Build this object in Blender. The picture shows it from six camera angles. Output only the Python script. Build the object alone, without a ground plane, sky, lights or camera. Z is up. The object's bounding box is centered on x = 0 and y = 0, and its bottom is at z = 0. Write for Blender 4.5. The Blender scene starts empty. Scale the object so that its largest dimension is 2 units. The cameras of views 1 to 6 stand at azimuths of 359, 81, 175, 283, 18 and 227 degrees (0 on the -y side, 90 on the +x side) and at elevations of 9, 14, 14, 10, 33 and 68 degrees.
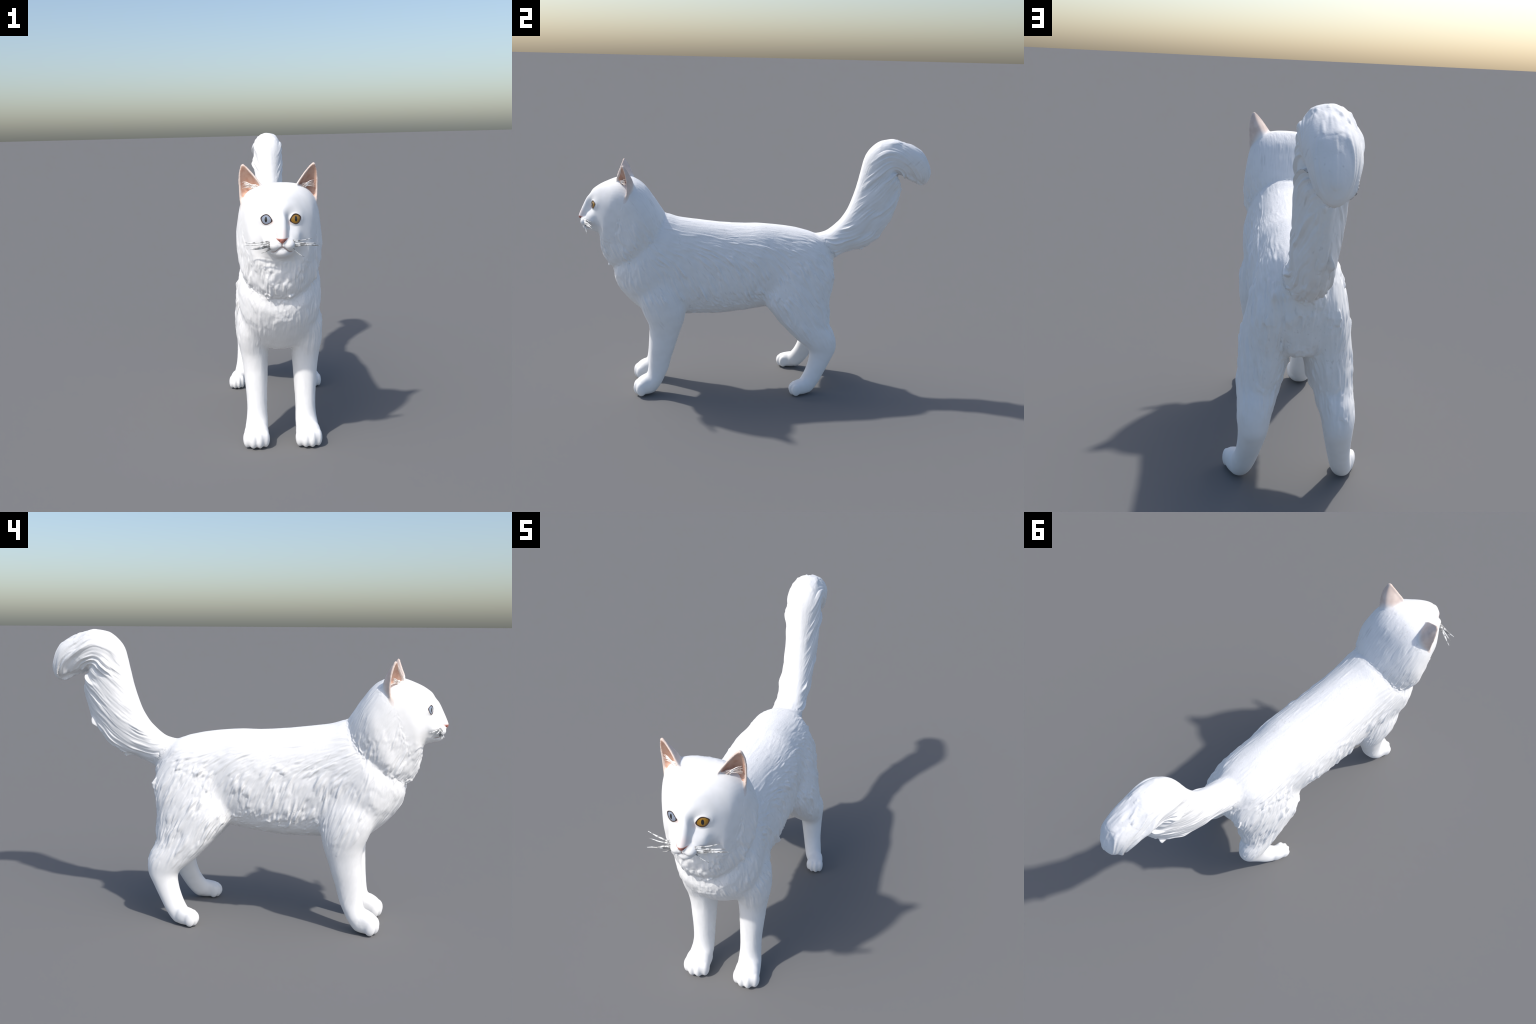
"""White long-haired cat with odd eyes, standing with its plumed tail raised.

The body is lofted from profile pairs (front/top point, back/bottom point,
sideways centre, half width), fused with a voxel remesh, softened, given combed
fur relief that follows a flow field, and then separated into anatomical parts.
"""
import bpy, math, random
import numpy as np
from mathutils import Vector, Matrix, kdtree

VOXEL = 0.0032
random.seed(7)
rng = np.random.default_rng(11)

# ------------------------------------------------------------------ helpers
def catmull(keys, per):
    """Catmull-Rom through rows of numbers (centripetal feel is not needed)."""
    k = np.array(keys, float)
    out = []
    n = len(k)
    for i in range(n - 1):
        p0 = k[max(i - 1, 0)]; p1 = k[i]; p2 = k[i + 1]; p3 = k[min(i + 2, n - 1)]
        for j in range(per):
            t = j / per
            out.append(0.5 * ((2 * p1) + (-p0 + p2) * t + (2 * p0 - 5 * p1 + 4 * p2 - p3) * t * t
                              + (-p0 + 3 * p1 - 3 * p2 + p3) * t ** 3))
    out.append(k[-1])
    return np.array(out)

def sgnpow(a, e):
    return np.sign(a) * np.abs(a) ** e

class Shell:
    """Collects closed shells with a label and a fur direction per vertex."""
    def __init__(self):
        self.v, self.f, self.lab, self.flow, self.back, self.par = [], [], [], [], [], []
    def add(self, verts, faces, labels, flows, backs=None, pars=None):
        o = len(self.v)
        self.v += [tuple(p) for p in verts]
        self.f += [[i + o for i in f] for f in faces]
        self.lab += list(labels)
        self.flow += [tuple(p) for p in flows]
        self.par += [tuple(p) for p in pars] if pars is not None else [(0, 0)] * len(verts)
        self.back += [tuple(p) for p in backs] if backs is not None else [(0, 0, 0)] * len(verts)

def loft(shell, keys, label, mirror=False, per=5, n=40, back_flow=0.0, label_fn=None):
    """keys: (Fy, Fz, By, Bz, cx, half width, exponent, egg)."""
    rows = catmull(keys, per)
    m = len(rows)
    th = np.linspace(0, 2 * math.pi, n, endpoint=False)
    rings, flows, labs, backs, pars = [], [], [], [], []
    run = 0.0
    cen = (rows[:, 0:2] + rows[:, 2:4]) / 2
    for i, r in enumerate(rows):
        F = r[0:2]; B = r[2:4]; cx, hw, ex, egg = r[4:8]
        hw = max(hw, 0.002)
        c = sgnpow(np.cos(th), 2 / ex); s = sgnpow(np.sin(th), 2 / ex)
        yz = (F + B)[None] / 2 + (F - B)[None] / 2 * c[:, None]
        x = cx + hw * s * (1 - egg * c)
        rings.append(np.column_stack([x, yz]))
        ax = cen[min(i + 1, m - 1)] - cen[max(i - 1, 0)]
        ax = ax / (np.linalg.norm(ax) + 1e-9)
        bk = (B - F) / (np.linalg.norm(B - F) + 1e-9)
        d = ax + back_flow * bk
        run += np.linalg.norm(cen[i] - cen[max(i - 1, 0)])
        pars.append(np.column_stack([np.full(n, run), (1 - c) / 2 * np.linalg.norm(F - B)]))
        backs.append(np.repeat(np.array([[0, bk[0], bk[1]]]), n, 0))
        flows.append(np.repeat(np.array([[0, d[0], d[1]]]), n, 0))
        labs += [label_fn(i / (m - 1)) if label_fn else label] * n
    V = np.vstack(rings); FL = np.vstack(flows); BK = np.vstack(backs)
    faces = []
    for i in range(m - 1):
        for j in range(n):
            a = i * n + j; b = i * n + (j + 1) % n
            faces.append([a, b, b + n, a + n])
    faces.append(list(range(n))[::-1])
    faces.append([(m - 1) * n + j for j in range(n)])
    shell.add(V, faces, [l + ("_l" if mirror else "") for l in labs], FL, BK, np.vstack(pars))
    if mirror:
        V2 = V * [-1, 1, 1]
        shell.add(V2, [f[::-1] for f in faces], [l + "_r" for l in labs], FL, BK)

def blob(shell, c, r, label, rot=None, mirror=False, flow=(0, 1, 0), nu=24, nv=14):
    V, faces = [], []
    for i in range(nv + 1):
        p = math.pi * i / nv
        for j in range(nu):
            t = 2 * math.pi * j / nu
            V.append(Vector((r[0] * math.sin(p) * math.cos(t), r[1] * math.sin(p) * math.sin(t), r[2] * math.cos(p))))
    for i in range(nv):
        for j in range(nu):
            a = i * nu + j; b = i * nu + (j + 1) % nu
            faces.append([a, a + nu, b + nu, b])
    if rot:
        V = [rot @ p for p in V]
    V = np.array([tuple(p + Vector(c)) for p in V])
    shell.add(V, faces, [label + ("_l" if mirror else "")] * len(V), [flow] * len(V))
    if mirror:
        shell.add(V * [-1, 1, 1], [f[::-1] for f in faces], [label + "_r"] * len(V), [flow] * len(V))

S = Shell()
# ------------------------------------------------------------------ torso
TORSO = [  # top y,z   bottom y,z   cx  half  exp  egg
    (-.810, .735, -.810, .675, 0, .045, 2.0, 0),
    (-.787, .800, -.799, .632, 0, .100, 2.0, 0),
    (-.730, .880, -.752, .562, 0, .147, 2.1, 0),
    (-.640, .960, -.690, .500, 0, .185, 2.2, 0),
    (-.545, 1.022, -.610, .450, 0, .183, 2.2, .02),
    (-.450, 1.002, -.480, .447, 0, .171, 2.3, .02),
    (-.346, .986, -.345, .447, 0, .168, 2.4, .03),
    (-.220, .970, -.225, .445, 0, .174, 2.35, .03),
    (-.095, .961, -.100, .458, 0, .179, 2.3, .02),
    (.000, .961, .000, .469, 0, .175, 2.25, .0),
    (.080, .955, .065, .480, 0, .166, 2.2, .02),
    (.160, .945, .150, .494, 0, .163, 2.2, .03),
    (.240, .929, .250, .505, 0, .159, 2.25, -.03),
    (.315, .906, .342, .515, 0, .144, 2.25, -.06),
    (.372, .875, .400, .550, 0, .112, 2.0, 0),
    (.420, .810, .428, .640, 0, .072, 2.0, 0),
    (.438, .765, .440, .700, 0, .032, 2.0, 0),
]
loft(S, TORSO, "torso", n=56)
# ------------------------------------------------------------------ skull, neck and ruff
SKULL = [
    (-.940, 1.125, -.940, 1.000, 0, .030, 2.0, 0),
    (-.920, 1.158, -.925, .962, 0, .060, 2.1, 0),
    (-.882, 1.186, -.905, .934, 0, .091, 2.2, 0),
    (-.842, 1.205, -.884, .903, 0, .118, 2.35, 0),
    (-.790, 1.223, -.882, .855, 0, .137, 2.7, -.12),
    (-.740, 1.228, -.873, .808, 0, .149, 2.8, -.22),
    (-.690, 1.218, -.854, .768, 0, .162, 2.7, -.26),
    (-.640, 1.184, -.832, .738, 0, .175, 2.5, -.22),
    (-.598, 1.130, -.790, .722, 0, .187, 2.4, -.12),
    (-.557, 1.070, -.740, .720, 0, .174, 2.3, -.05),
    (-.530, 1.026, -.690, .735, 0, .152, 2.1, 0),
    (-.520, .985, -.640, .780, 0, .120, 2.0, 0),
]
loft(S, SKULL, "head", n=56, label_fn=lambda t: "head" if t < 0.50 else "neck")
# nose bridge
loft(S, [(-.925, 1.150, -.880, 1.060, 0, .036, 2, 0), (-.953, 1.112, -.910, 1.030, 0, .030, 2, 0),
         (-.975, 1.068, -.930, 1.000, 0, .0255, 2.1, 0), (-.990, 1.036, -.945, .985, 0, .023, 2.1, 0),
         (-.998, 1.014, -.965, .985, 0, .017, 2.0, 0), (-.995, 1.002, -.970, .990, 0, .008, 2.0, 0)], "head", n=28)
# muzzle pads, chin and jaw
for sx in (1, -1):
    blob(S, (.027 * sx, -.952, .986), (.028, .036, .026), "head")
    blob(S, (.036 * sx, -.912, 1.010), (.044, .042, .050), "head")
blob(S, (0, -.958, .990), (.022, .030, .024), "head")
blob(S, (0, -.943, .957), (.036, .035, .026), "head")
blob(S, (0, -.905, .965), (.062, .050, .042), "head")
# ------------------------------------------------------------------ tail
TAIL = [
    (.325, .895, .385, .720, 0, .085, 2.1, 0),
    (.400, .918, .462, .752, 0, .078, 2.1, .10),
    (.455, .961, .545, .790, 0, .074, 2.2, .12),
    (.487, .997, .625, .803, 0, .076, 2.2, .05),
    (.520, 1.052, .690, .846, 0, .079, 2.3, 0),
    (.546, 1.122, .742, .900, 0, .081, 2.3, 0),
    (.564, 1.182, .790, .985, 0, .083, 2.3, 0),
    (.580, 1.250, .822, 1.075, 0, .085, 2.3, 0),
    (.592, 1.302, .838, 1.150, 0, .087, 2.3, 0),
    (.608, 1.348, .812, 1.212, 0, .088, 2.3, 0),
    (.638, 1.392, .792, 1.232, 0, .088, 2.3, 0),
    (.692, 1.432, .800, 1.236, 0, .088, 2.3, 0),
    (.770, 1.444, .830, 1.226, 0, .087, 2.3, 0),
    (.845, 1.424, .870, 1.212, 0, .083, 2.2, 0),
    (.905, 1.398, .910, 1.196, 0, .076, 2.2, .05),
    (.948, 1.368, .940, 1.186, 0, .067, 2.2, .1),
    (.984, 1.305, .962, 1.182, 0, .050, 2.2, .1),
    (.997, 1.262, .977, 1.190, 0, .028, 2.0, .1),
    (.998, 1.245, .987, 1.205, 0, .012, 2.0, 0),
]
# a plume: the fringe side tapers to a thin edge
for i, k in enumerate(TAIL):
    if 1 <= i <= 17:
        pull = .011 if i < 9 else .002
        d = np.array(k[0:2]) - np.array(k[2:4]); d = d / np.linalg.norm(d) * pull
        TAIL[i] = (k[0] - .25 * d[0], k[1] - .25 * d[1], k[2] + d[0], k[3] + d[1], 0, k[5] * .95, 2.05, -.16)
loft(S, TAIL, "tail", back_flow=.65, n=48)
# ------------------------------------------------------------------ forelegs
FORE = [
    (-.610, .770, -.500, .780, .090, .050, 2.0, 0),
    (-.650, .660, -.450, .670, .106, .070, 2.0, 0),
    (-.682, .570, -.425, .570, .118, .078, 2.1, 0),
    (-.660, .490, -.424, .480, .121, .076, 2.1, 0),
    (-.632, .425, -.436, .420, .117, .068, 2.2, 0),
    (-.623, .360, -.458, .355, .114, .060, 2.2, 0),
    (-.625, .290, -.480, .285, .1125, .055, 2.2, 0),
    (-.629, .220, -.502, .215, .111, .050, 2.2, 0),
    (-.634, .160, -.519, .152, .111, .0485, 2.2, 0),
    (-.642, .122, -.538, .108, .112, .051, 2.2, 0),
    (-.658, .100, -.562, .060, .115, .054, 2.2, 0),
    (-.675, .080, -.600, .012, .118, .052, 2.1, 0),
    (-.680, .060, -.640, .008, .120, .040, 2.0, 0),
]
FORE[:] = [(k[0] + .002,) + k[1:4] + (k[4] + .003, k[5] - .0015) + k[6:] for k in FORE]
loft(S, FORE, "foreleg", mirror=True, n=36)
FPAW = [
    (-.575, .072, -.585, .030, .114, .032, 2, 0), (-.600, .100, -.608, .008, .117, .050, 2.2, 0),
    (-.640, .115, -.645, .001, .120, .056, 2.4, 0), (-.672, .102, -.675, .001, .121, .057, 2.4, 0),
    (-.696, .082, -.694, .012, .121, .050, 2.3, 0), (-.708, .064, -.706, .030, .121, .030, 2, 0)]
loft(S, FPAW, "forepaw", mirror=True, n=32)
for dx, dy, w in ((-.042, -.674, .0195), (-.015, -.688, .0205), (.015, -.689, .0205), (.043, -.673, .0195)):
    blob(S, (.121 + dx, dy, .043), (w, .028, .041), "forepaw", mirror=True)
# ------------------------------------------------------------------ hind legs
HIND = [
    (.110, .790, .375, .810, .085, .070, 2.1, 0),
    (.050, .660, .422, .690, .100, .085, 2.2, 0),
    (.026, .535, .404, .550, .112, .096, 2.2, 0),
    (.080, .455, .384, .462, .126, .088, 2.2, 0),
    (.140, .386, .386, .412, .137, .078, 2.2, 0),
    (.204, .322, .416, .360, .148, .070, 2.2, 0),
    (.262, .272, .438, .303, .155, .062, 2.2, 0),
    (.287, .232, .437, .248, .157, .055, 2.2, 0),
    (.281, .180, .411, .192, .163, .049, 2.2, 0),
    (.264, .132, .373, .118, .173, .044, 2.2, 0),
    (.245, .097, .333, .050, .186, .043, 2.2, 0),
    (.225, .075, .290, .006, .198, .041, 2.1, 0),
    (.205, .055, .250, .006, .210, .034, 2.0, 0),
]
# the outline was read as if at x = .20: slide each row along the sight lines to its own x
for i, k in enumerate(HIND):
    q = max(.2 - k[4] - .015, 0) / 3.8 * (1 if i < 6 else .35)
    yz = [k[0] + (k[0] + .75) * q, k[1] - (1.65 - k[1]) * q, k[2] + (k[2] + .75) * q, k[3] - (1.65 - k[3]) * q]
    if i < 3:
        yz = list(k[:4])
    yz[2] += .004 if 1 <= i <= 4 else 0
    HIND[i] = (*yz, k[4], k[5], k[6], -.14 if i < 5 else 0)
loft(S, HIND, "hindleg", mirror=True, n=36, back_flow=.25)
HPAW = [
    (.300, .050, .292, .010, .194, .028, 2, 0), (.262, .090, .265, .001, .205, .040, 2.2, 0),
    (.225, .086, .228, .000, .214, .041, 2.4, 0), (.196, .078, .198, .004, .219, .038, 2.3, 0),
    (.176, .062, .177, .024, .221, .026, 2, 0)]
loft(S, HPAW, "hindpaw", mirror=True, n=32)
for dx, dy, w in ((-.029, .202, .0150), (-.0105, .189, .0145), (.0105, .188, .0145), (.029, .201, .0150)):
    blob(S, (.219 + dx, dy, .036), (w, .026, .035), "hindpaw", mirror=True)
# ------------------------------------------------------------------ ears: cupped shells
EAR_IN = [(.066, -.785, 1.205), (.085, -.782, 1.232), (.110, -.768, 1.265), (.134, -.757, 1.292), (.150, -.750, 1.307)]
EAR_OUT = [(.158, -.742, 1.100), (.166, -.729, 1.165), (.168, -.729, 1.215), (.167, -.735, 1.262), (.157, -.748, 1.305)]
EAR_DEPTH = [.062, .060, .042, .020, .003]
def ear(shell, side):
    I = catmull(EAR_IN, 8); O = catmull(EAR_OUT, 8)
    D = catmull([(d,) for d in EAR_DEPTH], 8)[:, 0]
    m = len(I); n = 17
    fr, bk = [], []
    for i in range(m):
        for j in range(n):
            t = j / (n - 1)
            p = I[i] * (1 - t) + O[i] * t
            arc = math.sin(math.pi * t) ** .75
            back = Vector((-.30, 1, -.10)).normalized()
            d = D[i] * arc
            thick = .004 + .020 * arc * (1 - .75 * i / (m - 1))
            rim = .0040
            fr.append(Vector(p) + back * (d - thick) * (1 if arc > .01 else 1) + Vector((0, -rim, 0)))
            bk.append(Vector(p) + back * (d + rim))
    V = fr + bk
    N = m * n
    faces = []
    for i in range(m - 1):
        for j in range(n - 1):
            a = i * n + j
            faces.append([a, a + n, a + n + 1, a + 1][::-1])
            faces.append([N + a, N + a + n, N + a + n + 1, N + a + 1])
    for i in range(m - 1):
        for j in (0, n - 1):
            a = i * n + j; q = [a, a + n, N + a + n, N + a]
            faces.append(q if j == 0 else q[::-1])
    for j in range(n - 1):
        for i in (0, m - 1):
            a = i * n + j; q = [a, a + 1, N + a + 1, N + a]
            faces.append(q[::-1] if i == 0 else q)
    arr = np.array([tuple(p) for p in V]) * [side, 1, 1]
    if side < 0:
        faces = [f[::-1] for f in faces]
    tag = "_l" if side > 0 else "_r"
    edge = lambda k: (k % n) in (0, n - 1)
    labs = ["ear" + tag if edge(k) else "inner_ear" + tag for k in range(N)] + ["ear" + tag] * N
    shell.add(arr, faces, labs, [(0, .3, 1)] * (2 * N))
ear(S, 1); ear(S, -1)
def ear_rim(shell, side):
    # rounded margin: a slim tube from the inner base over the tip to the outer base
    path = np.vstack([catmull(EAR_IN, 8), catmull(EAR_OUT, 8)[::-1]]) * [side, 1, 1]
    n = 8; m = len(path); V = []
    for i in range(m):
        d = Vector(path[min(i + 1, m - 1)] - path[max(i - 1, 0)]).normalized()
        a = d.cross(Vector((0, 1, 0))).normalized(); b = d.cross(a)
        for j in range(n):
            t = 2 * math.pi * j / n
            V.append(Vector(path[i]) + (a * math.cos(t) + b * math.sin(t)) * .0052 + Vector((0, .001, 0)))
    F = [[i * n + j, i * n + (j + 1) % n, (i + 1) * n + (j + 1) % n, (i + 1) * n + j] for i in range(m - 1) for j in range(n)]
    F += [list(range(n))[::-1], [(m - 1) * n + j for j in range(n)]]
    shell.add(np.array([tuple(p) for p in V]), F, ["ear" + ("_l" if side > 0 else "_r")] * len(V), [(0, .3, 1)] * len(V))
ear_rim(S, 1); ear_rim(S, -1)

# ------------------------------------------------------------------ fuse
src = bpy.data.meshes.new("body_source")
src.from_pydata(S.v, [], S.f)
src.update()
tmp = bpy.data.objects.new("body_source", src)
bpy.context.scene.collection.objects.link(tmp)
md = tmp.modifiers.new("fuse", "REMESH")
md.mode = 'VOXEL'; md.voxel_size = VOXEL; md.adaptivity = 0
dg = bpy.context.evaluated_depsgraph_get()
ev = tmp.evaluated_get(dg)
me = ev.to_mesh()
nv = len(me.vertices)
P = np.empty(nv * 3); me.vertices.foreach_get("co", P); P = P.reshape(-1, 3)
nl = len(me.loops)
LV = np.empty(nl, int); me.loops.foreach_get("vertex_index", LV)
quads = LV.reshape(-1, 4) if nl == 4 * len(me.polygons) else None
assert quads is not None
ev.to_mesh_clear()
bpy.data.objects.remove(tmp); bpy.data.meshes.remove(src)

# keep only the outer shell (largest connected piece)
def components(n, E):
    lab = np.arange(n)
    while True:
        m = np.minimum(lab[E[:, 0]], lab[E[:, 1]])
        new = lab.copy()
        np.minimum.at(new, E[:, 0], m); np.minimum.at(new, E[:, 1], m)
        new = new[new]
        if (new == lab).all():
            return lab
        lab = new
E0 = np.vstack([quads[:, [0, 1]], quads[:, [1, 2]], quads[:, [2, 3]], quads[:, [3, 0]]])
comp = components(nv, E0)
big = np.bincount(comp).argmax()
keep = comp == big
remap = -np.ones(nv, int); remap[keep] = np.arange(keep.sum())
quads = remap[quads[keep[quads[:, 0]]]]
P = P[keep]; nv = len(P)
E0 = np.vstack([quads[:, [0, 1]], quads[:, [1, 2]], quads[:, [2, 3]], quads[:, [3, 0]]])
E0 = np.unique(np.sort(E0, 1), axis=0)
ED = np.unique(np.sort(np.vstack([E0, quads[:, [0, 2]], quads[:, [1, 3]]]), 1), axis=0)

def normals(P):
    d1 = P[quads[:, 2]] - P[quads[:, 0]]; d2 = P[quads[:, 3]] - P[quads[:, 1]]
    fn = np.cross(d1, d2)
    N = np.zeros_like(P)
    for k in range(3):
        for c in range(3):
            N[:, c] += np.bincount(quads[:, k], fn[:, c], nv)
    for c in range(3):
        N[:, c] += np.bincount(quads[:, 3], fn[:, c], nv)
    return N / (np.linalg.norm(N, axis=1)[:, None] + 1e-12)

deg = np.bincount(E0.ravel(), minlength=nv).astype(float)
def average(A, E=E0, dg=deg):
    A2 = A.reshape(nv, -1)
    out = np.empty_like(A2)
    for c in range(A2.shape[1]):
        out[:, c] = np.bincount(E[:, 0], A2[E[:, 1], c], nv) + np.bincount(E[:, 1], A2[E[:, 0], c], nv)
    return (out / dg[:, None]).reshape(A.shape)
degD = np.bincount(ED.ravel(), minlength=nv).astype(float)

def smoothstep(a, b, x):
    t = np.clip((x - a) / (b - a), 0, 1)
    return t * t * (3 - 2 * t)

# volume-keeping smoothing of the voxel steps
for i in range(4):
    P = P + .55 * (average(P) - P)
    P = P - .50 * (average(P) - P)

# source labels and fur directions
SV = np.array(S.v); SF = np.array(S.flow)
kd = kdtree.KDTree(len(SV))
for i, p in enumerate(S.v):
    kd.insert(p, i)
kd.balance()
near = np.array([kd.find(p)[1] for p in P])
NAMES = sorted(set(S.lab))
lab_src = np.array([NAMES.index(l) for l in S.lab])
lab = lab_src[near]
def is_(prefix):
    ids = [i for i, s in enumerate(NAMES) if s.startswith(prefix)]
    return np.isin(lab, ids)

AX = np.abs(P[:, 0])
earish = (is_("ear") | is_("inner_ear")).astype(float)
for i in range(4):
    earish = np.maximum(earish, average(earish))
pawish = smoothstep(.125, .095, P[:, 2])
nape = np.exp(-(((P[:, 1] + .535) / .03) ** 2 + ((P[:, 2] - 1.0) / .06) ** 2))

# fill the creases where parts meet: move concave places outward only
wfill = (1 - np.clip(earish, 0, 1)) * (1 - .75 * pawish) * (1 - .8 * nape)
tailnotch = (P[:, 1] > .70) & (P[:, 2] > 1.0)
wfill[tailnotch] *= .15
for i in range(70):
    N = normals(P)
    s = ((average(P) - P) * N).sum(1)
    P = P + (np.clip(s, 0, None) * wfill * .8)[:, None] * N
for i in range(5):
    P = P + (.5 * (1 - .8 * pawish) * (1 - .6 * earish))[:, None] * (average(P) - P)

# even out the thin ear rims without shrinking them
es = np.clip(earish, 0, 1)
for i in range(5):
    P = P + (.5 * es)[:, None] * (average(P) - P)
for i in range(14):
    P = P + (.60 * es)[:, None] * (average(P) - P)
    P = P - (.57 * es)[:, None] * (average(P) - P)

# melt shoulders and haunches into the trunk
wj = smoothstep(.40, .50, P[:, 2]) * smoothstep(.86, .74, P[:, 2]) * smoothstep(.03, .07, AX)
wj *= np.maximum(smoothstep(-.80, -.72, P[:, 1]) * smoothstep(-.30, -.38, P[:, 1]),
                 smoothstep(-.08, 0, P[:, 1]) * smoothstep(.40, .34, P[:, 1]))
wj *= 1 - (is_("neck") | is_("head"))
for i in range(110):
    P = P + (.7 * wj)[:, None] * (average(P) - P)

# ------------------------------------------------------------------ face
EYE_C = np.array([.061, -.915, 1.0865]); EYE_N = np.array([.44, -.895, .08])
EYE_N /= np.linalg.norm(EYE_N)
EYE_U = np.array([.046, .023, .012]); EYE_U -= EYE_N * (EYE_U @ EYE_N); EYE_U /= np.linalg.norm(EYE_U)
EYE_V = np.cross(EYE_N, EYE_U); EYE_V *= np.sign(EYE_V[2])
EYE_R = .055
EYE_LIFT = .003
EYE_O = EYE_C - EYE_N * (EYE_R - EYE_LIFT)
EYE_A, EYE_B = .0218, .0178
def eye_metric(Q):
    d = Q - EYE_C
    u = d @ EYE_U; v = d @ EYE_V
    return u, v, np.sqrt((u / EYE_A) ** 2 + (v / (EYE_B * (1 - .25 * (u / EYE_A) ** 2).clip(.3))) ** 2), d @ EYE_N
for side in (1, -1):
    Q = P * [side, 1, 1]
    u, v, q, h = eye_metric(Q)
    front = (h > -.05) & (Q[:, 0] > 0) & (u < .08)
    r2 = (u * u + v * v)
    ball = np.sqrt(np.clip(EYE_R ** 2 - r2, 0, None)) - (EYE_R - EYE_LIFT)
    # settle the face around the eye, then wrap the lids over the eyeball
    q0 = np.sqrt((u / EYE_A) ** 2 + (v / EYE_B) ** 2)
    w = smoothstep(3.6, 1.2, q0) * front * smoothstep(-.054, -.034, u)
    h2 = h * (1 - w) + (.001 - r2 / .19) * w
    wl = smoothstep(1.75, 1.15, q0) * front
    h2 = h2 * (1 - wl) + (ball + .0022) * wl
    w_in = smoothstep(1.06, .90, q) * front
    h2 = h2 - .008 * w_in
    P = P + ((h2 - h)[:, None] * EYE_N[None]) * [side, 1, 1]
ring = np.zeros(nv)
for side in (1, -1):
    u, v, q, h = eye_metric(P * [side, 1, 1])
    q0 = np.sqrt((u / EYE_A) ** 2 + (v / EYE_B) ** 2)
    ring = np.maximum(ring, smoothstep(1.7, 2.4, q0) * smoothstep(5.2, 4.2, q0) * (h > -.05) * (P[:, 0] * side > 0)
                      * smoothstep(-.060, -.035, u))
for i in range(70):
    P = P + (.7 * ring)[:, None] * (average(P) - P)
# soft hollow beside the nose bridge and between the eyes
for side in (1, -1):
    d = P - np.array([.030 * side, -.945, 1.06])
    g = np.exp(-(d[:, 0] / .010) ** 2 - (d[:, 2] / .035) ** 2 - (d[:, 1] / .03) ** 2)
    P[:, 1] += .006 * g
# mouth line: from below the nose to the corners
N = normals(P)
ax_ = np.abs(P[:, 0])
mouth_z = .977 - .024 * smoothstep(0, .040, ax_)
gm = np.exp(-((P[:, 2] - mouth_z) / .0035) ** 2) * (P[:, 1] < -.925) * smoothstep(.050, .038, ax_)
gm2 = np.exp(-(ax_ / .0030) ** 2) * (P[:, 1] < -.96) * smoothstep(.972, .978, P[:, 2]) * smoothstep(.998, .992, P[:, 2])
P -= N * (.0050 * np.maximum(gm, gm2))[:, None]
# nostrils
for side in (1, -1):
    d = P - np.array([.013 * side, -.992, 1.006])
    g = np.exp(-(d[:, 0] / .0055) ** 2 - (d[:, 2] / .0035) ** 2) * (P[:, 1] < -.965)
    P[:, 1] += .006 * g

# ------------------------------------------------------------------ fur flow and relief
N = normals(P)
flow = SF[near].copy()
t_ = is_("torso")
down = smoothstep(.97, .62, P[:, 2])
flow[t_] = np.column_stack([np.zeros(nv), 1 - .45 * down, -.15 - 1.15 * down])[t_]
ch = t_ & (P[:, 1] < -.62)
flow[ch] = np.column_stack([np.zeros(nv), .25 + 0 * down, -1 + 0 * down])[ch]
hd = is_("head")
flow[hd] = (P - np.array([0, -1.0, 1.03]))[hd]
nk = is_("neck")
flow[nk] = np.column_stack([.3 * P[:, 0], .35 + .4 * smoothstep(.9, 1.1, P[:, 2]), -1 + 0 * down])[nk]
hl = is_("hindleg") & (P[:, 2] > .25)
flow[hl] = np.array([0, .55, -1])
fl = is_("foreleg")
flow[fl] = np.array([0, .45, -1])
for i in range(55):
    flow = flow - (flow * N).sum(1)[:, None] * N
    flow /= np.linalg.norm(flow, axis=1)[:, None] + 1e-9
    flow = .5 * flow + .5 * average(flow, ED, degD)
flow -= (flow * N).sum(1)[:, None] * N
flow /= np.linalg.norm(flow, axis=1)[:, None] + 1e-9

TABLE = rng.standard_normal(8192)
def value_noise(Q, seed):
    """Smooth random field at the rows of Q, unit grid."""
    base = np.floor(Q).astype(np.int64); f = Q - base
    f = f * f * f * (f * (6 * f - 15) + 10)
    out = np.zeros(len(Q))
    for dx in (0, 1):
        for dy in (0, 1):
            for dz in (0, 1):
                hsh = ((base[:, 0] + dx) * 73856093 ^ (base[:, 1] + dy) * 19349663 ^ (base[:, 2] + dz) * 83492791 ^ seed * 2654435) & 0x7fffffff
                hsh = (hsh ^ (hsh >> 13)) * 1274126177 & 0x7fffffff
                w = (f[:, 0] if dx else 1 - f[:, 0]) * (f[:, 1] if dy else 1 - f[:, 1]) * (f[:, 2] if dz else 1 - f[:, 2])
                out += w * TABLE[(hsh >> 7) & 8191]
    return out
wob = np.column_stack([value_noise(P / .09 + 31.7 * k, 90 + k) for k in range(3)])
BINS = 16
theta = np.mod(np.arctan2(flow[:, 2], flow[:, 1]), math.pi) / (math.pi / BINS)
bin0 = np.floor(theta).astype(int) % BINS
binf = theta - np.floor(theta)
PAR = np.array(S.par)[near]
for i in range(12):
    PAR = average(PAR, ED, degD)
tl = is_("tail").astype(float)
for i in range(14):
    tl = average(tl, ED, degD)
back_side = (N * np.array(S.back)[near]).sum(1)
for i in range(6):
    back_side = average(back_side, ED, degD)
tw = tl * (1 - .8 * smoothstep(.45, .9, np.abs(back_side)))
tail_v = tl > .003
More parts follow.
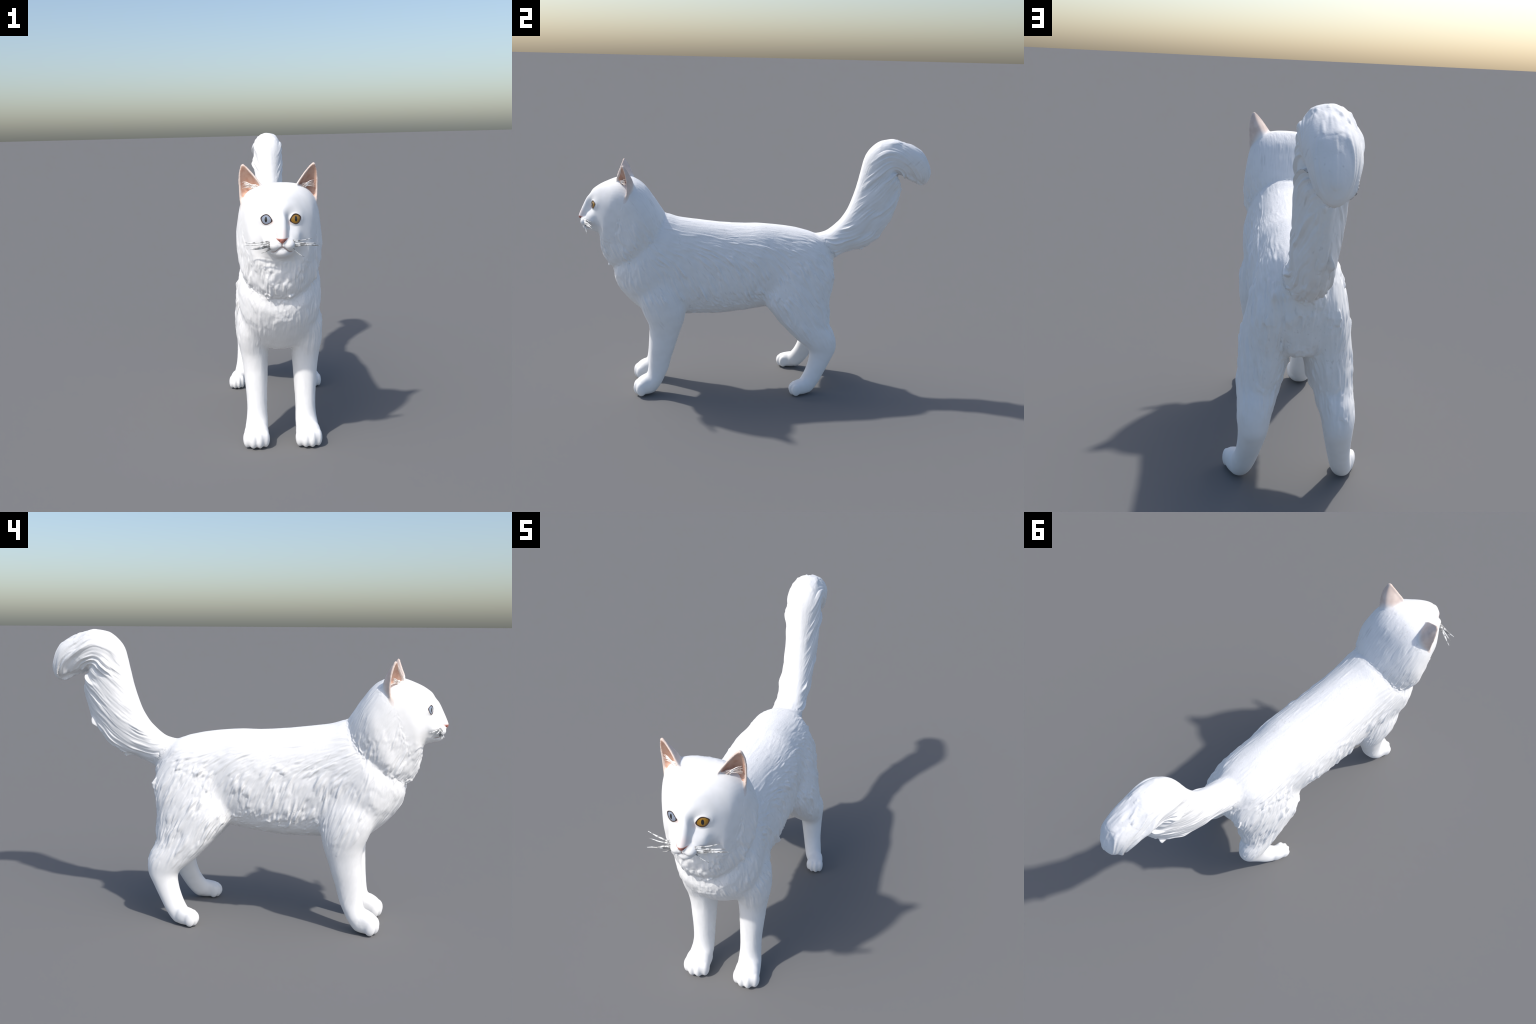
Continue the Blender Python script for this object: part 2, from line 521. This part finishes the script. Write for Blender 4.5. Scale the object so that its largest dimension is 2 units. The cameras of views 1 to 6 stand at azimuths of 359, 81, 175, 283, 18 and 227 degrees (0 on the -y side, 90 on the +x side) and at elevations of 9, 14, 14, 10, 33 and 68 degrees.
def comb(across, along, seed, wobble=.004):
    """Hair-like noise: thin across the local hair direction, long along it."""
    out = np.zeros(nv)
    for b in range(BINS):
        for which, wgt in ((bin0 == b, 1 - binf), ((bin0 + 1) % BINS == b, binf)):
            idx = np.nonzero(which)[0]
            if not len(idx):
                continue
            a = b * math.pi / BINS
            p = P[idx] + wobble * wob[idx]
            q = np.column_stack([p[:, 0] / across, (-math.sin(a) * p[:, 1] + math.cos(a) * p[:, 2]) / across,
                                 (math.cos(a) * p[:, 1] + math.sin(a) * p[:, 2]) / along])
            out[idx] += wgt[idx] * value_noise(q, seed * 40 + b)
    out /= np.sqrt((1 - binf) ** 2 + binf ** 2)
    # on the plume the locks slant from the leading edge back into the fringe
    q = np.column_stack([(PAR[:, 1] - .46 * PAR[:, 0]) / across + .5 * wob[:, 0], np.sign(P[:, 0]) * .5 + 7, PAR[:, 0] / along / 1.7])[tail_v]
    out[tail_v] = out[tail_v] * (1 - tw[tail_v]) + tw[tail_v] * value_noise(q, seed * 40 + 33) * 1.25
    return out / out.std()
fine = comb(.0068, .060, 1)
mid = comb(.0115, .095, 2)
coarse = np.tanh(.9 * comb(.026, .150, 3, .012))
rid = np.abs(mid) ** .8
mid = .8 * mid + .45 * (rid - rid.mean()) / rid.std()

z = P[:, 2]; y = P[:, 1]
amp = np.zeros(nv)
flank = t_ & (y > -.62)
side_ = smoothstep(.93, .76, z)
amp[flank] = (.20 + 1.15 * side_)[flank]
amp[ch] = .6
amp[is_("hindleg")] = (1.3 * smoothstep(.24, .40, z))[is_("hindleg")]
amp[is_("foreleg")] = (.12 + .6 * smoothstep(.40, .55, z))[is_("foreleg")]
amp[nk] = (.22 + .9 * smoothstep(1.05, .90, z)) [nk]
amp[hd] = (.9 * smoothstep(.93, .88, z))[hd]
amp[is_("tail")] = 1.25
front_edge = -(N * np.array(S.back)[near]).sum(1)
amp[is_("tail")] *= (1 - .88 * smoothstep(.25, .80, front_edge) * smoothstep(.86, .70, PAR[:, 0]) + .7 * smoothstep(.1, .8, -front_edge))[is_("tail")]
amp[earish > .5] = 0
for i in range(25):
    amp = average(amp, ED, degD)
amp[(z > .93) & (y < -.88)] *= smoothstep(-.84, -.90, y)[(z > .93) & (y < -.88)] * 0
# broken patches so the locks are not evenly deep
patch = rng.standard_normal(nv)
for i in range(90):
    patch = average(patch, ED, degD)
patch = np.clip(.9 + .40 * patch / patch.std(), .35, 1.7)
# overlapping tiers of tufts: each tier rises along the hair and ends in a ragged step
def tiers(d, period, jitter):
    d = np.array(d) / np.linalg.norm(d)
    t = (P @ d + jitter * (.55 * mid + .55 * coarse + .25 * fine)) / period
    saw = t - np.floor(t)
    saw = np.where(saw < .8, (saw / .8) ** 1.5, (1 - saw) / .2) - .42
    for i in range(4):
        saw = average(saw, ED, degD)
    return saw
# calm relief in creases, where locks would collide
crease = ((average(P) - P) * N).sum(1)
for i in range(3):
    crease = average(crease, ED, degD)
crease = smoothstep(.00008, .0004, crease)
for i in range(4):
    crease = np.maximum(crease, average(crease, ED, degD))
amp *= 1 - .75 * crease
smax = np.array(S.par)[lab_src == NAMES.index("tail"), 0].max()
amp *= 1 - 3.4 * tl * (1 - tl)
amp *= 1 - .7 * tl * smoothstep(smax - .06, smax - .01, PAR[:, 0])
zone_ruff = ((nk | ch | hd) & (z < .97) & (z > .58)).astype(float)
zone_coat = (((flank & (z < .80)) | (is_("hindleg") & (z > .36))) & (AX > .05)).astype(float)
for i in range(16):
    zone_ruff = average(zone_ruff, ED, degD); zone_coat = average(zone_coat, ED, degD)
zone_ruff *= 1 - .6 * crease
zone_ruff *= smoothstep(-.97, -.90, y) * smoothstep(.985, .93, z)
amp *= 1 - .65 * smoothstep(-.25, -.75, N[:, 2]) * smoothstep(.62, .52, z)
h = amp * patch * (.0008 * fine * (1 - .4 * tl) + .0016 * mid * (1 + .2 * tl) + .0013 * coarse * (1 + 1.2 * tl))
h += zone_ruff * .0034 * tiers((0, .42, -.9), .105, .030)
P = P + N * h[:, None]

# ruff and hem: overlapping locks that end in a step
P[:, 2] -= P[:, 2].min()
N = normals(P)

# ------------------------------------------------------------------ materials
def material(name):
    m = bpy.data.materials.new(name)
    m.use_nodes = True
    nt = m.node_tree
    b = nt.nodes["Principled BSDF"]
    return m, nt, b
class Nodes:
    def __init__(self, nt):
        self.nt = nt
        self.co = nt.nodes.new("ShaderNodeTexCoord").outputs["Object"]
    def link(self, a, b):
        self.nt.links.new(a, b)
    def math(self, op, a, b=None, clamp=False):
        n = self.nt.nodes.new("ShaderNodeMath"); n.operation = op; n.use_clamp = clamp
        for i, v in enumerate((a, b)):
            if v is None: continue
            if hasattr(v, "is_linked"): self.link(v, n.inputs[i])
            else: n.inputs[i].default_value = v
        return n.outputs[0]
    def ramp(self, v, a, b):
        n = self.nt.nodes.new("ShaderNodeMapRange"); n.interpolation_type = 'SMOOTHSTEP'
        self.link(v, n.inputs[0]); n.inputs[1].default_value = a; n.inputs[2].default_value = b
        return n.outputs[0]
    def xyz(self):
        n = self.nt.nodes.new("ShaderNodeSeparateXYZ"); self.link(self.co, n.inputs[0])
        return n.outputs
    def dist(self, c, scale=(1, 1, 1)):
        """length((P-c)*scale) with x mirrored."""
        x, y_, z_ = self.xyz()
        t = []
        for comp_, cc, s in zip((self.math('ABSOLUTE', x), y_, z_), c, scale):
            d = self.math('MULTIPLY', self.math('SUBTRACT', comp_, cc), s)
            t.append(self.math('MULTIPLY', d, d))
        return self.math('SQRT', self.math('ADD', self.math('ADD', t[0], t[1]), t[2]))
    def mix(self, f, a, b):
        n = self.nt.nodes.new("ShaderNodeMix"); n.data_type = 'RGBA'
        for sock, v in ((n.inputs[0], f), (n.inputs[6], a), (n.inputs[7], b)):
            if hasattr(v, "is_linked"): self.link(v, sock)
            elif isinstance(v, (int, float)): sock.default_value = v
            else: sock.default_value = (*v, 1)
        return n.outputs[2]
    def noise(self, scale, detail=2, vec=None):
        n = self.nt.nodes.new("ShaderNodeTexNoise")
        n.inputs["Scale"].default_value = scale; n.inputs["Detail"].default_value = detail
        self.link(vec or self.co, n.inputs["Vector"])
        return n.outputs["Fac"]

WHITE = (.88, .875, .87)
def fur_material(name="white_fur", lean=.60, strength=.45):
    """White coat with faint grey-beige streaks in the colour, along the lie of the hair."""
    m, nt, b = material(name)
    g = Nodes(nt)
    n = g.noise(22, 3)
    col = g.mix(g.ramp(n, .35, .7), WHITE, (.85, .845, .838))
    mp = nt.nodes.new("ShaderNodeMapping"); mp.vector_type = 'TEXTURE'
    mp.inputs["Rotation"].default_value = (lean, 0, 0)
    mp.inputs["Scale"].default_value = (1 / 75, 1 / 75, 1 / 7)
    g.link(g.co, mp.inputs["Vector"])
    st = g.noise(1.0, 2, mp.outputs["Vector"])
    big = g.noise(9, 2)
    streak = g.math('MULTIPLY', g.ramp(st, .60, .74), g.ramp(big, .42, .60))
    long_hair = g.ramp(g.xyz()[2], .30, .52)      # short sleek hair on the lower legs
    streak = g.math('MULTIPLY', streak, long_hair)
    col = g.mix(g.math('MULTIPLY', streak, strength), col, (.60, .585, .565))
    hairs = g.noise(2.2, 3, mp.outputs["Vector"])
    bp = nt.nodes.new("ShaderNodeBump")
    g.link(g.math('MULTIPLY', g.math('ADD', g.math('MULTIPLY', long_hair, .85), .15), .28 if name == 'white_fur' else .12), bp.inputs["Strength"]); bp.inputs["Distance"].default_value = .004
    g.link(hairs, bp.inputs["Height"]); g.link(bp.outputs[0], b.inputs["Normal"])
    b.inputs["Roughness"].default_value = .75
    b.inputs["Specular IOR Level"].default_value = .25
    g.link(col, b.inputs["Base Color"])
    return m
def face_material():
    m, nt, b = material("face_fur")
    g = Nodes(nt)
    col = g.mix(g.ramp(g.noise(22, 3), .35, .7), WHITE, (.84, .835, .825))
    # blush on muzzle bridge and inner eye corners
    blush = g.ramp(g.dist((.012, -.985, 1.03), (1, .6, .8)), .030, .006)
    col = g.mix(g.math('MULTIPLY', blush, .30), col, (.80, .52, .46))
    inner = g.ramp(g.dist((.036, -.928, 1.072)), .016, .004)
    col = g.mix(g.math('MULTIPLY', inner, .35), col, (.75, .45, .38))
    # nose leather
    x, y_, z_ = g.xyz()
    axx = g.math('ABSOLUTE', x)
    tri_ = g.math('SUBTRACT', g.math('MULTIPLY', g.math('SUBTRACT', z_, .993), 1.15), axx)
    nose = g.math('MULTIPLY', g.ramp(tri_, -.002, .0015), g.ramp(z_, 1.0175, 1.0130))
    nose = g.math('MULTIPLY', nose, g.ramp(y_, -.955, -.962))
    col = g.mix(nose, col, (.55, .22, .17))
    nst = g.ramp(g.dist((.013, -.992, 1.0045), (1, .4, 1.6)), .0075, .003)
    col = g.mix(g.math('MULTIPLY', nst, nose), col, (.16, .045, .035))
    # mouth line
    mz = g.math('SUBTRACT', .978, g.math('MULTIPLY', g.ramp(axx, 0, .040), .024))
    dm = g.math('ABSOLUTE', g.math('SUBTRACT', z_, mz))
    ml = g.math('MULTIPLY', g.ramp(dm, .0045, .0005), g.ramp(axx, .048, .036))
    ml = g.math('MULTIPLY', ml, g.ramp(y_, -.92, -.93))
    phil = g.math('MULTIPLY', g.ramp(axx, .004, .0005),
                  g.math('MULTIPLY', g.ramp(z_, .972, .978), g.ramp(z_, .998, .992)))
    phil = g.math('MULTIPLY', phil, g.ramp(y_, -.95, -.96))
    col = g.mix(g.math('MULTIPLY', g.math('MAXIMUM', ml, phil), .65), col, (.42, .25, .21))
    # dark lid margins
    x, y_, z_ = g.xyz()
    comps = []
    for vec, r in ((EYE_U, EYE_A), (EYE_V, EYE_B)):
        t = g.math('MULTIPLY', g.math('SUBTRACT', axx, float(EYE_C[0])), float(vec[0]))
        t = g.math('ADD', t, g.math('MULTIPLY', g.math('SUBTRACT', y_, float(EYE_C[1])), float(vec[1])))
        t = g.math('ADD', t, g.math('MULTIPLY', g.math('SUBTRACT', z_, float(EYE_C[2])), float(vec[2])))
        comps.append(g.math('DIVIDE', t, r))
    u2 = g.math('MULTIPLY', comps[0], comps[0])
    sc = g.math('MAXIMUM', g.math('SUBTRACT', 1.0, g.math('MULTIPLY', u2, .25)), .3)
    vv = g.math('DIVIDE', comps[1], sc)
    q = g.math('SQRT', g.math('ADD', u2, g.math('MULTIPLY', vv, vv)))
    soft = g.math('MULTIPLY', g.ramp(q, 1.65, 1.20), g.ramp(y_, -.86, -.88))
    col = g.mix(g.math('MULTIPLY', soft, .22), col, (.55, .38, .32))
    lid = g.math('MULTIPLY', g.ramp(q, 1.32, 1.20), g.ramp(y_, -.86, -.88))
    col = g.mix(lid, col, (.045, .026, .022))
    b.inputs["Roughness"].default_value = .7
    b.inputs["Specular IOR Level"].default_value = .3
    g.link(col, b.inputs["Base Color"])
    return m
def ear_material(name, inside):
    m, nt, b = material(name)
    g = Nodes(nt)
    x, y_, z_ = g.xyz()
    base = g.mix(g.ramp(g.noise(22, 3), .35, .7), WHITE, (.84, .835, .825))
    if inside:
        skin = g.mix(g.ramp(g.noise(40, 3), .35, .7), (.72, .46, .345), (.60, .31, .21))
        d = g.dist((.150, -.72, 1.255), (1, .2, .8))
        deep = g.ramp(d, .06, .02)
        skin = g.mix(g.math('MULTIPLY', deep, .45), skin, (.42, .24, .17))
        base_line = g.math('ADD', z_, g.math('MULTIPLY', g.math('ABSOLUTE', x), 1.1))
        fade = g.math('MULTIPLY', g.ramp(base_line, 1.272, 1.300), .95)
        col = g.mix(fade, base, skin)
    else:
        skin = g.mix(g.ramp(g.noise(30, 2), .3, .7), (.78, .62, .53), (.66, .50, .42))
        base_line = g.math('SUBTRACT', g.math('ADD', z_, g.math('MULTIPLY', g.math('ABSOLUTE', x), 1.1)), g.math('MULTIPLY', g.math('MAXIMUM', g.math('ADD', y_, .735), 0.0), 1.2))
        fade = g.math('MULTIPLY', g.ramp(base_line, 1.270, 1.345), .85)
        col = g.mix(fade, base, skin)
    b.inputs["Roughness"].default_value = .65
    b.inputs["Specular IOR Level"].default_value = .3
    g.link(col, b.inputs["Base Color"])
    return m
def iris_material(name, light, dark, ring):
    m, nt, b = material(name)
    g = Nodes(nt)
    x, y_, z_ = g.xyz()          # local: z looks out, y up
    r = g.math('SQRT', g.math('ADD', g.math('MULTIPLY', x, x), g.math('MULTIPLY', y_, y_)))
    n = g.noise(160, 3)
    col = g.mix(g.ramp(g.math('ADD', r, g.math('MULTIPLY', n, .006)), .004, .022), light, dark)
    col = g.mix(g.ramp(r, .020, .026), col, ring)
    ex = g.math('DIVIDE', x, .0062); ey = g.math('DIVIDE', y_, .0120)
    pe = g.math('SQRT', g.math('ADD', g.math('MULTIPLY', ex, ex), g.math('MULTIPLY', ey, ey)))
    col = g.mix(g.ramp(pe, 1.10, .85), col, (.012, .011, .012))
    g.link(col, b.inputs["Base Color"])
    b.inputs["Roughness"].default_value = .25
    b.inputs["Coat Weight"].default_value = .6
    b.inputs["Coat Roughness"].default_value = .05
    return m
def hair_material(name, c1, c2):
    m, nt, b = material(name)
    g = Nodes(nt)
    g.link(g.mix(g.ramp(g.noise(45, 2), .42, .58), c1, c2), b.inputs["Base Color"])
    b.inputs["Roughness"].default_value = .4
    return m
FUR = fur_material(); FUR_TAIL = fur_material('tail_fur', -.85, .4); FACE = face_material()
EAR = ear_material("ear_fur", False); EAR_INNER = ear_material("ear_skin", True)
BLUE = iris_material("blue_iris", (.30, .345, .42), (.25, .29, .37), (.13, .15, .20))
GOLD = iris_material("amber_iris", (.42, .23, .025), (.34, .165, .012), (.13, .06, .008))
WHISK = hair_material("whisker_hair", (.80, .80, .78), (.24, .24, .235))
TUFT = hair_material("ear_hair", (.85, .80, .76), (.62, .52, .46))

# ------------------------------------------------------------------ separate into parts
root = bpy.data.objects.new("cat", None)
bpy.context.scene.collection.objects.link(root)
root["label"] = "white long-haired cat standing with raised plumed tail and odd eyes"
root["category"] = "cat"
def put(obj, parent=None):
    bpy.context.scene.collection.objects.link(obj)
    obj.parent = parent or root
    return obj

fc = P[quads].mean(1)
flab = np.array([np.bincount(r, minlength=len(NAMES)).argmax() for r in lab[quads]]) if False else lab[quads[:, 0]]
# smooth the borders: majority over vertex neighbourhoods of one-hot labels
onehot = np.zeros((nv, len(NAMES))); onehot[np.arange(nv), lab] = 1
for i in range(14):
    onehot = average(onehot, ED, degD)
flab = onehot[quads].mean(1).argmax(1)
nose_face = (np.abs(fc[:, 0]) < (fc[:, 2] - .993) * 1.15 + .002) & (fc[:, 2] < 1.0165) & (fc[:, 1] < -.96)
part_of = {}
for i, s in enumerate(NAMES):
    part_of[i] = s
SINGLE = {"torso": FUR, "neck": FUR, "head": FACE, "tail": FUR}
def build_part(name, mask, mat, parent=None):
    fq = quads[mask]
    ids, inv = np.unique(fq, return_inverse=True)
    mesh = bpy.data.meshes.new(name)
    mesh.from_pydata(P[ids].tolist(), [], inv.reshape(-1, 4).tolist())
    mesh.shade_smooth()
    mesh.normals_split_custom_set_from_vertices(N[ids].tolist())
    mesh.materials.append(mat)
    return put(bpy.data.objects.new(name, mesh), parent)
made = {}
for i, s in enumerate(NAMES):
    mask = flab == i
    if s == "head":
        mask &= ~nose_face
    if not mask.any():
        continue
    stem = s[:-2] if s.endswith(("_l", "_r")) else s
    mat = {"head": FACE, "neck": FUR, "ear": EAR, "inner_ear": EAR_INNER}.get(stem, FUR_TAIL if stem == "tail" else FUR)
    made[s] = build_part(stem, mask, mat)
for s, o in made.items():
    for child, par in (("inner_ear", "ear"), ("forepaw", "foreleg"), ("hindpaw", "hindleg")):
        if s.startswith(child):
            o.parent = made[par + s[-2:]]
build_part("nose", nose_face & (flab == NAMES.index("head")), FACE, made["head"])

# ------------------------------------------------------------------ eyes
def eye(side):
    nu, nvv = 48, 20
    V, F = [], []
    for i in range(nvv + 1):
        p = .43 * i / nvv
        for j in range(nu):
            t = 2 * math.pi * j / nu
            V.append((EYE_R * math.sin(p) * math.cos(t), EYE_R * math.sin(p) * math.sin(t), EYE_R * math.cos(p)))
    for i in range(nvv):
        for j in range(nu):
            a = i * nu + j; b = i * nu + (j + 1) % nu
            F.append([a, a + nu, b + nu, b])
    F.append([nvv * nu + j for j in range(nu)][::-1])
    mesh = bpy.data.meshes.new("eye")
    mesh.from_pydata(V, [], F); mesh.shade_smooth()
    mesh.materials.append(GOLD if side > 0 else BLUE)
    o = put(bpy.data.objects.new("eye", mesh), made["head"])
    n = Vector(EYE_N * [side, 1, 1]); up = Vector((0, 0, 1))
    xx = up.cross(n).normalized(); yy = n.cross(xx)
    M = Matrix((xx, yy, n)).transposed().to_4x4()
    M.translation = Vector(EYE_O * [side, 1, 1])
    o.matrix_world = M
    return o
eye(1); eye(-1)

# ------------------------------------------------------------------ whiskers and ear tufts
def strand(pts, radii, n=6):
    V, F = [], []
    pts = [Vector(p) for p in pts]
    for i, p in enumerate(pts):
        d = (pts[min(i + 1, len(pts) - 1)] - pts[max(i - 1, 0)]).normalized()
        a = d.cross(Vector((0, .3, 1))).normalized(); b = d.cross(a)
        for j in range(n):
            t = 2 * math.pi * j / n
            V.append(tuple(p + (a * math.cos(t) + b * math.sin(t) * .8) * radii[i]))
    for i in range(len(pts) - 1):
        for j in range(n):
            q = i * n + j; w = i * n + (j + 1) % n
            F.append([q, w, w + n, q + n])
    F.append(list(range(n))[::-1]); F.append([(len(pts) - 1) * n + j for j in range(n)])
    return V, F
def hair_object(name, strands, mat, parent):
    V, F = [], []
    for v, f in strands:
        o = len(V); V += v; F += [[i + o for i in q] for q in f]
    mesh = bpy.data.meshes.new(name)
    mesh.from_pydata(V, [], F)
    mesh.materials.append(mat)
    return put(bpy.data.objects.new(name, mesh), parent)
def whisker(root_p, tip, r, droop=.004, seg=5):
    a = Vector(root_p); b = Vector(tip)
    pts, rad = [], []
    for i in range(seg + 1):
        t = i / seg
        p = a.lerp(b, t) + Vector((0, 0, -droop * 4 * t * (1 - t)))
        p += Vector((random.uniform(-1, 1), random.uniform(-1, 1), random.uniform(-1, 1))) * .0009 * (0 < i < seg)
        pts.append(p); rad.append(r * (1 - .85 * t) * random.uniform(.65, 1.25))
    return strand(pts, rad)
WH_L = [((.044, -.962, 1.004), (.128, -.922, 1.006), .0028), ((.046, -.962, 1.000), (.158, -.918, .972), .0032),
        ((.046, -.962, .997), (.146, -.918, .984), .0034), ((.044, -.964, .992), (.150, -.930, .978), .0032),
        ((.046, -.962, .985), (.088, -.955, .980), .0024), ((.044, -.960, .972), (.092, -.950, .932), .0022)]
WH_R = [((-.044, -.962, 1.003), (-.165, -.912, .993), .0032), ((-.046, -.962, .998), (-.150, -.940, .985), .0026),
        ((-.044, -.964, .992), (-.141, -.978, .972), .0034), ((-.044, -.966, .986), (-.120, -.970, .970), .0030),
        ((-.046, -.960, .974), (-.085, -.966, .955), .0026)]
for group in (WH_L, WH_R):
    for a, b, r in group:
        hair_object("whisker", [whisker(a, b, r * 2.1)], WHISK, made["head"])
for side in (1, -1):
    st = []
    for i in range(13):
        t = i / 12
        a = Vector((side * (.088 + .030 * t), -.770 + .012 * t, 1.205 + .018 * random.random()))
        b = Vector((side * (.148 + .010 * random.random()), -.742 + .006 * random.random(), 1.205 + .03 * t))
        st.append(whisker(a, b, random.uniform(.003, .0055), droop=-.003, seg=4))
    o = hair_object("ear_tuft", st, TUFT, made["ear_l" if side > 0 else "ear_r"])
    o["kind"] = "stuff"
